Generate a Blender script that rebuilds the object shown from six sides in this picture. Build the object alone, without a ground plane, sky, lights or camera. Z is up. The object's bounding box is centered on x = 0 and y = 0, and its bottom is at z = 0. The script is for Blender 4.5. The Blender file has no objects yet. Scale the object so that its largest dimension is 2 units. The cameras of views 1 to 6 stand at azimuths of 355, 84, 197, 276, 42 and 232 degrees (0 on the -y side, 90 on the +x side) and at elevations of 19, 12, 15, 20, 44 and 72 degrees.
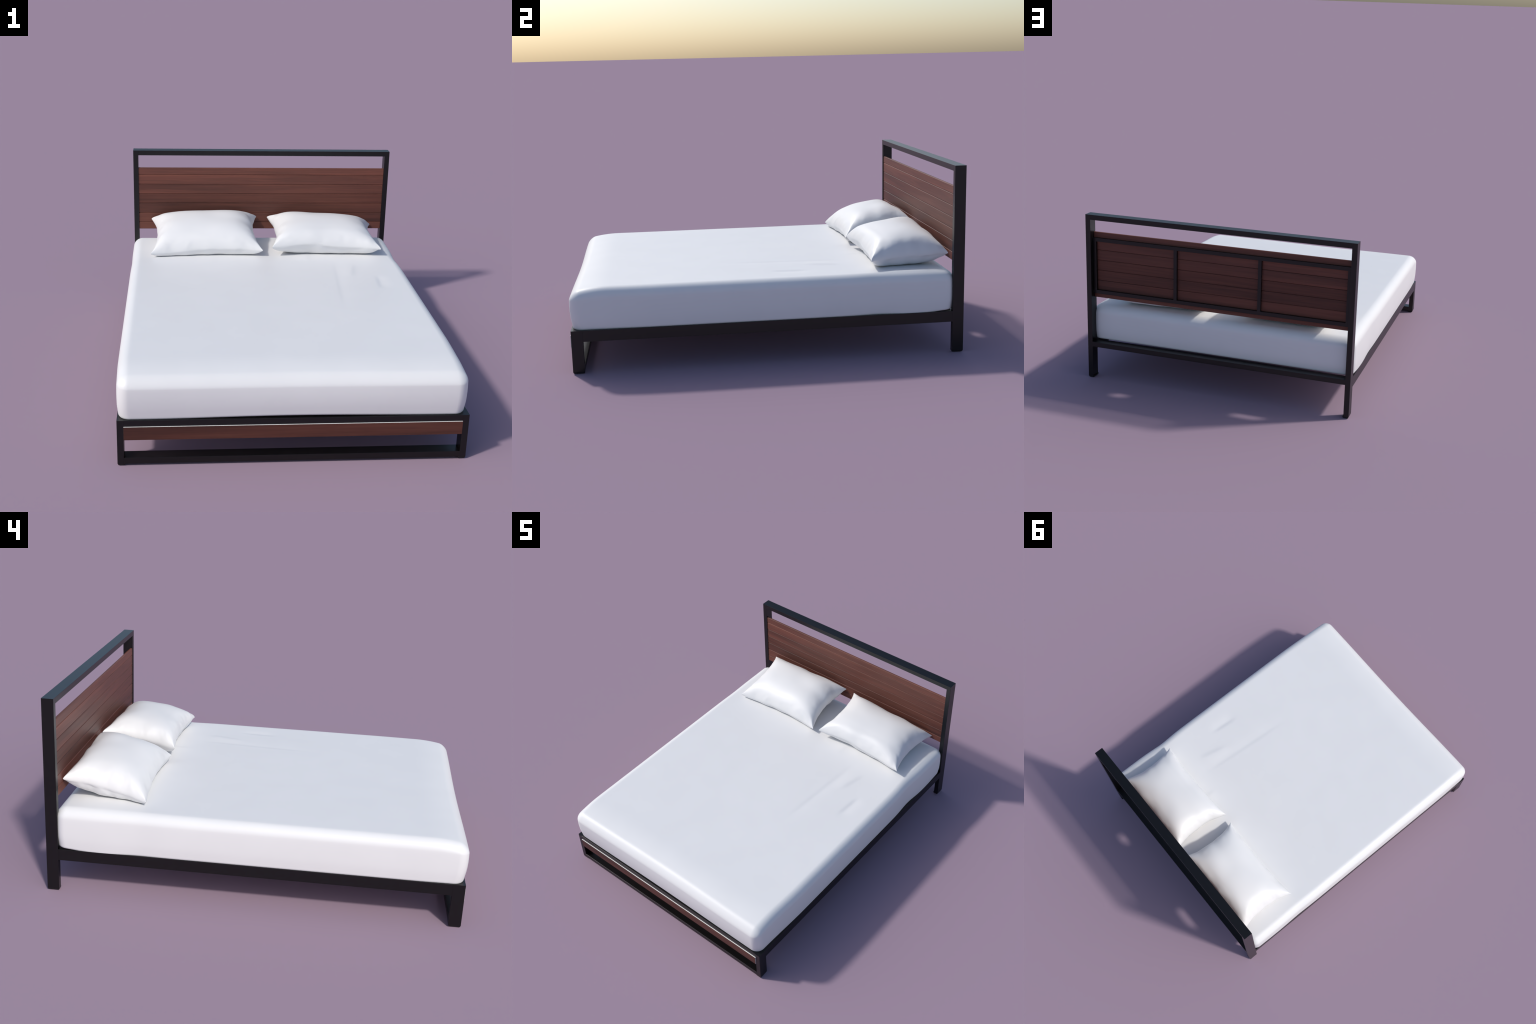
"""Platform bed: black steel tube frame, walnut headboard and foot panel,
white sheeted mattress, two white pillows."""
import bpy, bmesh, math, random
from mathutils import Vector, noise

random.seed(7)

# ------------------------------------------------------------------ sizes (m)
HW = 0.7765           # half width of the frame
TUBE = 0.029          # narrow side of the flat tube
DEPTH = 0.058         # wide side of the flat tube
HEAD_Y = 1.0          # back face of the headboard
FOOT_Y = -0.9915       # front face of the footboard
TOP_Z = 0.967         # top of the headboard
RAIL_TOP = 0.2185     # top of side rails
GLIDE = 0.008         # plastic feet under the legs


# ------------------------------------------------------------------ materials
def new_material(name):
    m = bpy.data.materials.new(name)
    m.use_nodes = True
    nt = m.node_tree
    nt.nodes.clear()
    out = nt.nodes.new("ShaderNodeOutputMaterial")
    bsdf = nt.nodes.new("ShaderNodeBsdfPrincipled")
    nt.links.new(bsdf.outputs[0], out.inputs[0])
    return m, nt, bsdf


def object_mapping(nt, scale, location=(0, 0, 0)):
    tc = nt.nodes.new("ShaderNodeTexCoord")
    mp = nt.nodes.new("ShaderNodeMapping")
    mp.inputs["Scale"].default_value = scale
    mp.inputs["Location"].default_value = location
    nt.links.new(tc.outputs["Object"], mp.inputs["Vector"])
    return mp


def add_noise(nt, vec, scale, detail, rough=0.5, distortion=0.0):
    n = nt.nodes.new("ShaderNodeTexNoise")
    n.inputs["Scale"].default_value = scale
    n.inputs["Detail"].default_value = detail
    n.inputs["Roughness"].default_value = rough
    n.inputs["Distortion"].default_value = distortion
    nt.links.new(vec.outputs[0], n.inputs["Vector"])
    return n


def add_ramp(nt, fac, stops):
    r = nt.nodes.new("ShaderNodeValToRGB")
    e = r.color_ramp.elements
    while len(e) < len(stops):
        e.new(0.5)
    for el, (p, c) in zip(e, stops):
        el.position = p
        el.color = (c[0], c[1], c[2], 1)
    nt.links.new(fac, r.inputs["Fac"])
    return r


def add_bump(nt, height, bsdf, strength, distance):
    b = nt.nodes.new("ShaderNodeBump")
    b.inputs["Strength"].default_value = strength
    b.inputs["Distance"].default_value = distance
    nt.links.new(height, b.inputs["Height"])
    nt.links.new(b.outputs[0], bsdf.inputs["Normal"])


def steel_material():
    m, nt, b = new_material("black_powder_coat")
    mp = object_mapping(nt, (1, 1, 1))
    n = add_noise(nt, mp, 35, 3)
    r = add_ramp(nt, n.outputs["Fac"], [(0.3, (0.0018, 0.0015, 0.0016)), (0.7, (0.0026, 0.0021, 0.0022))])
    nt.links.new(r.outputs[0], b.inputs["Base Color"])
    b.inputs["Roughness"].default_value = 0.33
    b.inputs["Specular IOR Level"].default_value = 0.5
    return m


def glide_material():
    m, nt, b = new_material("black_plastic")
    mp = object_mapping(nt, (1, 1, 1))
    n = add_noise(nt, mp, 60, 2)
    r = add_ramp(nt, n.outputs["Fac"], [(0.3, (0.004, 0.0035, 0.004)), (0.7, (0.006, 0.005, 0.005))])
    nt.links.new(r.outputs[0], b.inputs["Base Color"])
    b.inputs["Roughness"].default_value = 0.6
    return m


def wood_material(name, shift=(0.0, 0.0, 0.0), gain=1.0):
    """Walnut: grain runs along x, broad colour bands across the boards."""
    m, nt, b = new_material(name)
    broad_vec = object_mapping(nt, (0.55, 6.0, 13.0), shift)
    broad = add_noise(nt, broad_vec, 1.0, 2.0, 0.5, 0.3)
    grain_vec = object_mapping(nt, (2.6, 30.0, 95.0), (shift[0] + 3.1, shift[1], shift[2] + 1.7))
    grain = add_noise(nt, grain_vec, 1.0, 6.0, 0.62, 0.6)
    fine_vec = object_mapping(nt, (9.0, 60.0, 420.0), shift)
    fine = add_noise(nt, fine_vec, 1.0, 3.0, 0.6)

    mix1 = nt.nodes.new("ShaderNodeMath"); mix1.operation = 'MULTIPLY_ADD'
    nt.links.new(grain.outputs["Fac"], mix1.inputs[0]); mix1.inputs[1].default_value = 0.40
    half = nt.nodes.new("ShaderNodeMath"); half.operation = 'MULTIPLY'
    nt.links.new(broad.outputs["Fac"], half.inputs[0]); half.inputs[1].default_value = 0.66
    nt.links.new(half.outputs[0], mix1.inputs[2])
    mix2 = nt.nodes.new("ShaderNodeMath"); mix2.operation = 'MULTIPLY_ADD'
    nt.links.new(fine.outputs["Fac"], mix2.inputs[0]); mix2.inputs[1].default_value = 0.13
    nt.links.new(mix1.outputs[0], mix2.inputs[2])
    g = gain
    ramp = add_ramp(nt, mix2.outputs[0], [
        (0.40, (0.066 * g, 0.0270 * g, 0.0205 * g)),
        (0.54, (0.098 * g, 0.0370 * g, 0.0270 * g)),
        (0.66, (0.135 * g, 0.0480 * g, 0.0335 * g)),
        (0.80, (0.172 * g, 0.0640 * g, 0.0440 * g))])
    nt.links.new(ramp.outputs[0], b.inputs["Base Color"])
    b.inputs["Roughness"].default_value = 0.45
    b.inputs["Specular IOR Level"].default_value = 0.26
    add_bump(nt, fine.outputs["Fac"], b, 0.15, 0.0006)
    return m


def fabric_material(name, base):
    m, nt, b = new_material(name)
    mp = object_mapping(nt, (1, 1, 1))
    n = add_noise(nt, mp, 5.0, 2.0)
    lo = tuple(c * 0.985 for c in base)
    r = add_ramp(nt, n.outputs["Fac"], [(0.35, lo), (0.65, base)])
    nt.links.new(r.outputs[0], b.inputs["Base Color"])
    b.inputs["Roughness"].default_value = 0.45
    b.inputs["Specular IOR Level"].default_value = 0.5
    return m


def edge_material():
    m, nt, b = new_material("white_edge_band")
    mp = object_mapping(nt, (1, 1, 1))
    n = add_noise(nt, mp, 20.0, 2.0)
    r = add_ramp(nt, n.outputs["Fac"], [(0.3, (0.78, 0.78, 0.76)), (0.7, (0.82, 0.82, 0.80))])
    nt.links.new(r.outputs[0], b.inputs["Base Color"])
    b.inputs["Roughness"].default_value = 0.6
    return m


STEEL = steel_material()
PLASTIC = glide_material()
SHEET = fabric_material("white_sheet", (0.80, 0.80, 0.80))
PILLOWCASE = fabric_material("white_pillowcase", (0.80, 0.80, 0.80))
EDGE = edge_material()


# ------------------------------------------------------------------ helpers
def add_object(name, mesh, parent, material=None, location=(0, 0, 0)):
    ob = bpy.data.objects.new(name, mesh)
    bpy.context.scene.collection.objects.link(ob)
    ob.parent = parent
    ob.location = location
    if material is not None:
        mesh.materials.append(material)
    return ob


def bar_mesh(name, x0, x1, y0, y1, z0, z1, bevel=0.0008, axis=None):
    """Box; only the edges along its length are eased, so butt joints stay tight."""
    size = (x1 - x0, y1 - y0, z1 - z0)
    if axis is None:
        axis = max(range(3), key=lambda i: size[i])
    bm = bmesh.new()
    bmesh.ops.create_cube(bm, size=1.0)
    for v in bm.verts:
        v.co = Vector(((v.co.x + 0.5) * size[0] + x0,
                       (v.co.y + 0.5) * size[1] + y0,
                       (v.co.z + 0.5) * size[2] + z0))
    if bevel > 0:
        edges = [e for e in bm.edges
                 if abs((e.verts[0].co - e.verts[1].co)[axis]) > 1e-6]
        bmesh.ops.bevel(bm, geom=edges, offset=bevel, segments=2, profile=0.5, affect='EDGES')
    me = bpy.data.meshes.new(name)
    bm.to_mesh(me)
    bm.free()
    return me


def bar(name, parent, material, *box, bevel=0.0008, axis=None):
    return add_object(name, bar_mesh(name, *box, bevel=bevel, axis=axis), parent, material)


def smoothstep(a, b, x):
    t = min(1.0, max(0.0, (x - a) / (b - a)))
    return t * t * (3 - 2 * t)


def mesh_from_bmesh(bm, name):
    bmesh.ops.recalc_face_normals(bm, faces=bm.faces)
    me = bpy.data.meshes.new(name)
    bm.to_mesh(me)
    bm.free()
    for p in me.polygons:
        p.use_smooth = True
    return me


# ------------------------------------------------------------------ bed frame
bed = bpy.data.objects.new("platform_bed", None)
bpy.context.scene.collection.objects.link(bed)
bed["label"] = "black steel platform bed with walnut headboard and white mattress"
bed["category"] = "bed"

IN = HW - TUBE
HY0 = HEAD_Y - DEPTH          # front face of the head posts
FY1 = FOOT_Y + DEPTH          # back face of the foot legs

# headboard posts, top rail and lower cross rail
for s in (-1, 1):
    x0, x1 = sorted((s * IN, s * HW))
    bar("headboard_post", bed, STEEL, x0, x1, HY0, HEAD_Y, GLIDE, TOP_Z)
bar("headboard_rail", bed, STEEL, -IN, IN, HY0, HEAD_Y, TOP_Z - TUBE, TOP_Z)
bar("headboard_rail", bed, STEEL, -IN, IN, HY0, HEAD_Y, RAIL_TOP - TUBE, RAIL_TOP)

# footboard: closed rectangle of tube
for s in (-1, 1):
    x0, x1 = sorted((s * IN, s * HW))
    bar("footboard_leg", bed, STEEL, x0, x1, FOOT_Y, FY1, GLIDE, RAIL_TOP)
bar("footboard_rail", bed, STEEL, -IN, IN, FOOT_Y, FY1, RAIL_TOP - TUBE, RAIL_TOP)
bar("footboard_rail", bed, STEEL, -IN, IN, FOOT_Y, FY1, GLIDE, GLIDE + TUBE)

# side rails stand on edge between leg and post
for s in (-1, 1):
    x0, x1 = sorted((s * IN, s * HW))
    bar("side_rail", bed, STEEL, x0, x1, FY1, HY0, RAIL_TOP - 0.0565, RAIL_TOP)


def glide_mesh():
    bm = bmesh.new()
    bmesh.ops.create_cube(bm, size=1.0)
    for v in bm.verts:
        low = v.co.z < 0
        hx, hy = (0.0140, 0.0265) if low else (0.0170, 0.0285)
        v.co = Vector((math.copysign(hx, v.co.x), math.copysign(hy, v.co.y), 0.0 if low else GLIDE))
    me = bpy.data.meshes.new("foot_glide")
    bm.to_mesh(me)
    bm.free()
    me.materials.append(PLASTIC)
    return me


gm = glide_mesh()
for s in (-1, 1):
    for y in (0.5 * (FOOT_Y + FY1), 0.5 * (HY0 + HEAD_Y)):
        add_object("foot_glide", gm, bed, None, (s * (HW - 0.0175), y, 0))

# ------------------------------------------------------------------ headboard panel
PANEL_F, PANEL_B = 0.9455, 0.9585      # front and back of the slats
PX = IN - 0.0005
joints = [0.8620, 0.8190, 0.7592, 0.7000, 0.6407, 0.5812, 0.5225, 0.4775]

tongue = bar("headboard_panel", bed, wood_material("walnut_tongue", (0.4, 0, 0.2), 0.45),
             -PX + 0.001, PX - 0.001, PANEL_F + 0.003, PANEL_B - 0.003,
             joints[-1] + 0.004, joints[0] - 0.004, bevel=0.0)


def slat_mesh(z0, z1):
    """Board with small chamfers along the long edges of front and back."""
    me = bar_mesh("slat", -PX, PX, PANEL_F, PANEL_B, z0, z1, bevel=0.0, axis=0)
    bm = bmesh.new()
    bm.from_mesh(me)
    bpy.data.meshes.remove(me)
    edges = [e for e in bm.edges if abs((e.verts[0].co - e.verts[1].co).x) > 0.1]
    bmesh.ops.bevel(bm, geom=edges, offset=0.0023, segments=1, affect='EDGES')
    me = bpy.data.meshes.new("slat")
    bm.to_mesh(me)
    bm.free()
    return me


# boards from different timber: each with its own tone and figure
tones = [1.50, 1.40, 1.22, 0.92, 0.95, 1.00, 1.12]
for i, (z1, z0) in enumerate(zip(joints[:-1], joints[1:])):
    add_object("slat", slat_mesh(z0 + 0.0005, z1 - 0.0005), tongue,
               wood_material("walnut", (random.uniform(0, 9), 0, random.uniform(0, 9)), tones[i]))

# steel ladder on the back of the panel
BR0, BR1 = PANEL_B, PANEL_B + 0.0160
for z0, z1 in ((0.8105, 0.8310), (0.5055, 0.5260)):
    bar("panel_brace", tongue, STEEL, -IN, IN, BR0, BR1, z0, z1, bevel=0.0005)
for x in (-0.7365, -0.2450, 0.2450, 0.7365):
    w = 0.0095
    bar("panel_brace", tongue, STEEL, x - w, x + w, BR0, BR1 - 0.0003, 0.5260, 0.8105, bevel=0.0005)

# ------------------------------------------------------------------ foot panel
FP_Y0, FP_Y1 = FOOT_Y - 0.0047, FOOT_Y + 0.014
FP_Z0, FP_Z1 = 0.1265, RAIL_TOP - TUBE - 0.0005
foot_panel = bar("footboard_panel", bed, wood_material("walnut_foot", (1.7, 0.3, 0.9), 0.72),
                 -IN + 0.0003, IN - 0.0003, FP_Y0, FP_Y1, FP_Z0, FP_Z1, bevel=0.0)
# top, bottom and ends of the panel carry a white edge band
foot_panel.data.materials.append(EDGE)
for poly in foot_panel.data.polygons:
    poly.material_index = 0 if abs(poly.normal.y) > 0.5 else 1

# ------------------------------------------------------------------ mattress
MX, MY0, MY1 = 0.774, -0.9925, 0.956
MZ0, MZ1 = 0.2135, 0.4285
R_TOP, R_BOT = 0.052, 0.014


def axis_stations(lo, hi, r_lo, r_hi, n_round, n_mid):
    """Grid lines of a rounded box: equal angles inside the rounds."""
    a = [lo + r_lo * (1 - math.tan(math.pi / 4 * (1 - i / n_round))) for i in range(n_round)]
    m = [lo + r_lo + (hi - r_hi - lo - r_lo) * i / n_mid for i in range(n_mid + 1)]
    b = [hi - r_hi * (1 - math.tan(math.pi / 4 * ((i + 1) / n_round))) for i in range(n_round)]
    return a + m + b


def crease(x, y, x0, y0, length, width, angle):
    """Long soft-sided fold, steep on one flank."""
    ca, sa = math.cos(angle), math.sin(angle)
    u = (x - x0) * ca + (y - y0) * sa
    v = -(x - x0) * sa + (y - y0) * ca
    env = math.exp(-(u / length) ** 4)
    w = width if v < 0 else width * 3.0
    return env * math.exp(-(v / w) ** 2)


def mattress_shape(p):
    x, y, z = p
    r = R_TOP
    rb = R_BOT
    ix = min(max(x, -MX + r), MX - r)
    iy = min(max(y, MY0 + r), MY1 - r)
    iz = min(max(z, MZ0 + rb), MZ1 - r)
    if z >= iz:
        d = Vector((x - ix, y - iy, z - iz))
        if d.length > 1e-9:
            d = d.normalized() * r
        x, y, z = ix + d.x, iy + d.y, iz + d.z
    else:                                   # tighter round along the bottom hem
        flat = Vector((x - ix, y - iy))
        a = max(abs(flat.x), abs(flat.y)) / r
        b = (iz - z) / rb
        h = math.hypot(a, b)
        reach = (r - rb) * a + rb * a / h
        if flat.length > 1e-9:
            flat = flat.normalized() * reach
        x, y, z = ix + flat.x, iy + flat.y, iz - rb * b / h
    t = (z - MZ0) / (MZ1 - MZ0)
    # sides: slight belly, barely tucked in at the bottom
    belly = 0.003 * math.sin(math.pi * min(1, max(0, t))) - 0.003 * (1 - smoothstep(0.0, 0.30, t))
    sx = max(-1, min(1, x / (MX - 0.05)))
    sy = max(-1, min(1, (y - 0.5 * (MY0 + MY1)) / (0.5 * (MY1 - MY0) - 0.05)))
    x += belly * sx ** 5
    if x < 0:                               # sheet bulges more on this side
        x += 0.004 * sx ** 5 * smoothstep(-0.97, -0.75, y)
    y += belly * sy ** 5
    if y < -0.9:                            # foot end tucks in more toward the rail
        y += 0.006 * (1 - smoothstep(0.0, 0.55, t))
    # top falls away toward the foot, one foot corner drawn in
    z -= 0.022 * min(1.2, max(0.0, (-0.80 - y) / 0.18)) ** 2 * smoothstep(0.5, 1.0, t)
    if x > 0:
        x -= 0.009 * smoothstep(-0.55, -0.95, y) * sx ** 5
    # foot end a little hollow between its corners
    if y < -0.8:
        y += 0.008 * math.cos(min(1.0, abs(x) / 0.72) * math.pi / 2) ** 2 * smoothstep(-0.8, -0.95, y) * t
    # waist near the pillows
    wx = math.exp(-((y - 0.56) / 0.10) ** 2)
    x -= 0.008 * wx * sx ** 5 * (1.0 if x > 0 else 0.3)
    # bottom hem lifts at the head corners, dips before them
    hem = (1 - smoothstep(0.0, 0.5, t))
    side = smoothstep(0.6, 0.9, abs(sx))
    z += hem * (0.009 * smoothstep(0.80, 0.95, y) - 0.006 * side * math.exp(-((y - 0.72) / 0.1) ** 2))
    if y < -0.85:
        z += hem * 0.008 * math.cos(min(1.0, abs(x) / 0.70) * math.pi / 2) ** 2
    # soft unevenness of the top
    top = smoothstep(0.7, 1.0, t)
    n = noise.noise(Vector((x * 1.7, y * 1.3, 3.0))) * 0.002
    z += top * n
    # creases of the stretched sheet on one side
    z += top * (0.0030 * crease(x, y, 0.461, 0.316, 0.09, 0.017, math.radians(77))
                - 0.0016 * crease(x, y, 0.362, 0.12, 0.30, 0.012, math.radians(266))
                - 0.0034 * crease(x, y, 0.588, 0.13, 0.085, 0.012, math.radians(266))
                + 0.0020 * crease(x, y, 0.232, 0.55, 0.06, 0.018, math.radians(86))
                + 0.0035 * crease(x, y, 0.722, 0.74, 0.15, 0.012, math.radians(88)))
    return Vector((x, y, z))


def mattress_mesh():
    xs = axis_stations(-MX, MX, R_TOP, R_TOP, 9, 150)
    ys = axis_stations(MY0, MY1, R_TOP, R_TOP, 9, 190)
    zs = axis_stations(MZ0, MZ1, R_BOT, R_TOP, 8, 10)
    bm = bmesh.new()
    cache = {}
    nx, ny, nz = len(xs) - 1, len(ys) - 1, len(zs) - 1

    def vert(i, j, k):
        key = (i, j, k)
        if key not in cache:
            cache[key] = bm.verts.new(mattress_shape((xs[i], ys[j], zs[k])))
        return cache[key]

    for i in range(nx):
        for j in range(ny):
            for k in (0, nz):
                bm.faces.new([vert(i, j, k), vert(i + 1, j, k), vert(i + 1, j + 1, k), vert(i, j + 1, k)])
    for i in range(nx):
        for k in range(nz):
            for j in (0, ny):
                bm.faces.new([vert(i, j, k), vert(i + 1, j, k), vert(i + 1, j, k + 1), vert(i, j, k + 1)])
    for j in range(ny):
        for k in range(nz):
            for i in (0, nx):
                bm.faces.new([vert(i, j, k), vert(i, j + 1, k), vert(i, j + 1, k + 1), vert(i, j, k + 1)])
    return mesh_from_bmesh(bm, "mattress")


add_object("mattress", mattress_mesh(), bed, SHEET)


# ------------------------------------------------------------------ pillows
def pillow_mesh(corners, top_h, bottom_h, front_lift, seed):
    """Two puffed sheets sewn along a pinched outline.
    corners: seam corners (front -x, front +x, back -x, back +x)."""
    fl, fr, bl, br = [Vector(c) for c in corners]
    N, M = 96, 72
    bm = bmesh.new()

    def ease(t):                       # crowd the grid toward the seam
        return math.sin(t * math.pi / 2)

    def point(u, v, side):
        # pinched outline: edges draw in between the corner ears
        uu = u * (1 - 0.118 * (1 - v ** 2) ** 0.8)
        vv = v * (1 - 0.095 * (1 - u ** 2) ** 0.7)
        # corner ears
        wob = 0.010 * noise.noise(Vector((u * 3.0, v * 3.0, seed)))
        a, b = (uu + 1) / 2, (vv + 1) / 2
        p = fl.lerp(fr, a).lerp(bl.lerp(br, a), b)
        edge = max(abs(u), abs(v))
        fu = max(0.0, 1 - abs(u) ** 3.8) ** 0.58
        fv = max(0.0, 1 - abs(v) ** 2.5) ** 0.56
        # blend of product and soft minimum: ridges run in from the corners
        soft = 0.0 if min(fu, fv) < 1e-6 else (fu ** -4 + fv ** -4) ** -0.25 * 2 ** 0.25
        f = 0.5 * fu * fv + 0.5 * min(1.0, soft) * min(1.0, 0.86 + 0.14 * fu * fv)
        lump = 1 + 0.06 * noise.noise(Vector((u * 1.6 + seed, v * 1.6, 5.1 * side)))
        # seam waviness and puckers running in from the seam
        p.z += 0.010 * noise.noise(Vector((u * 2.6, v * 2.6, seed + 9))) * smoothstep(0.6, 1.0, edge)
        p.z += front_lift * (1 - u * u) * smoothstep(-0.5, -1.0, v)
        p.x += wob * smoothstep(0.7, 1, abs(u)) * 0.5
        p.y += wob * smoothstep(0.7, 1, abs(v)) * 0.5
        pucker = noise.noise(Vector((u * 9, v * 9, seed + 20))) * smoothstep(0.78, 0.97, edge) * (1 - smoothstep(0.985, 1.0, edge))
        if side > 0:
            p.z += top_h * f * lump + 0.003 * pucker
        else:
            # the lower sheet hangs back under the seam, so the seam reads as a lip
            lip = 0.009 * smoothstep(1.0, 0.985, edge) * (0.5 + noise.noise(Vector((u * 4, v * 4, seed + 31))))
            centre = (fl + fr + bl + br) / 4
            inward = Vector((centre.x - p.x, centre.y - p.y, 0))
            if inward.length > 1e-6:
                p += inward.normalized() * max(0.0, lip)
            z = p.z - bottom_h * f + 0.003 * pucker
            floor = 0.4265
            k = 0.012
            # soft contact with the mattress
            p.z = floor + k * math.log(1 + math.exp((z - floor) / k)) if (z - floor) / k < 30 else z
            p.z = min(p.z, z + 0.05)
        return p

    grid = {}
    for side in (1, -1):
        for i in range(N + 1):
            for j in range(M + 1):
                rim = i in (0, N) or j in (0, M)
                if rim and side < 0:
                    grid[(side, i, j)] = grid[(1, i, j)]
                    continue
                u, v = ease(2 * i / N - 1), ease(2 * j / M - 1)
                grid[(side, i, j)] = bm.verts.new(point(u, v, side))
        for i in range(N):
            for j in range(M):
                q = [grid[(side, i, j)], grid[(side, i + 1, j)],
                     grid[(side, i + 1, j + 1)], grid[(side, i, j + 1)]]
                bm.faces.new(q if side > 0 else q[::-1])
    return mesh_from_bmesh(bm, "pillow")


def add_pillow(corners, top_h, bottom_h, front_lift, seed):
    me = pillow_mesh(corners, top_h, bottom_h, front_lift, seed)
    base = Vector((sum(c[0] for c in corners) / 4, sum(c[1] for c in corners) / 4, 0.44))
    for v in me.vertices:
        v.co -= base
    ob = add_object("pillow", me, None, PILLOWCASE, base)
    ob["label"] = "plump white bed pillow with pinched pointed corners"
    ob["category"] = "pillow"


add_pillow([(-0.668, 0.537, 0.453), (-0.020, 0.544, 0.474), (-0.672, 0.941, 0.544), (-0.031, 0.941, 0.558)],
           0.106, 0.110, 0.004, 2.0)
add_pillow([(0.034, 0.538, 0.493), (0.674, 0.540, 0.476), (0.034, 0.938, 0.550), (0.680, 0.942, 0.510)],
           0.103, 0.110, 0.014, 6.5)
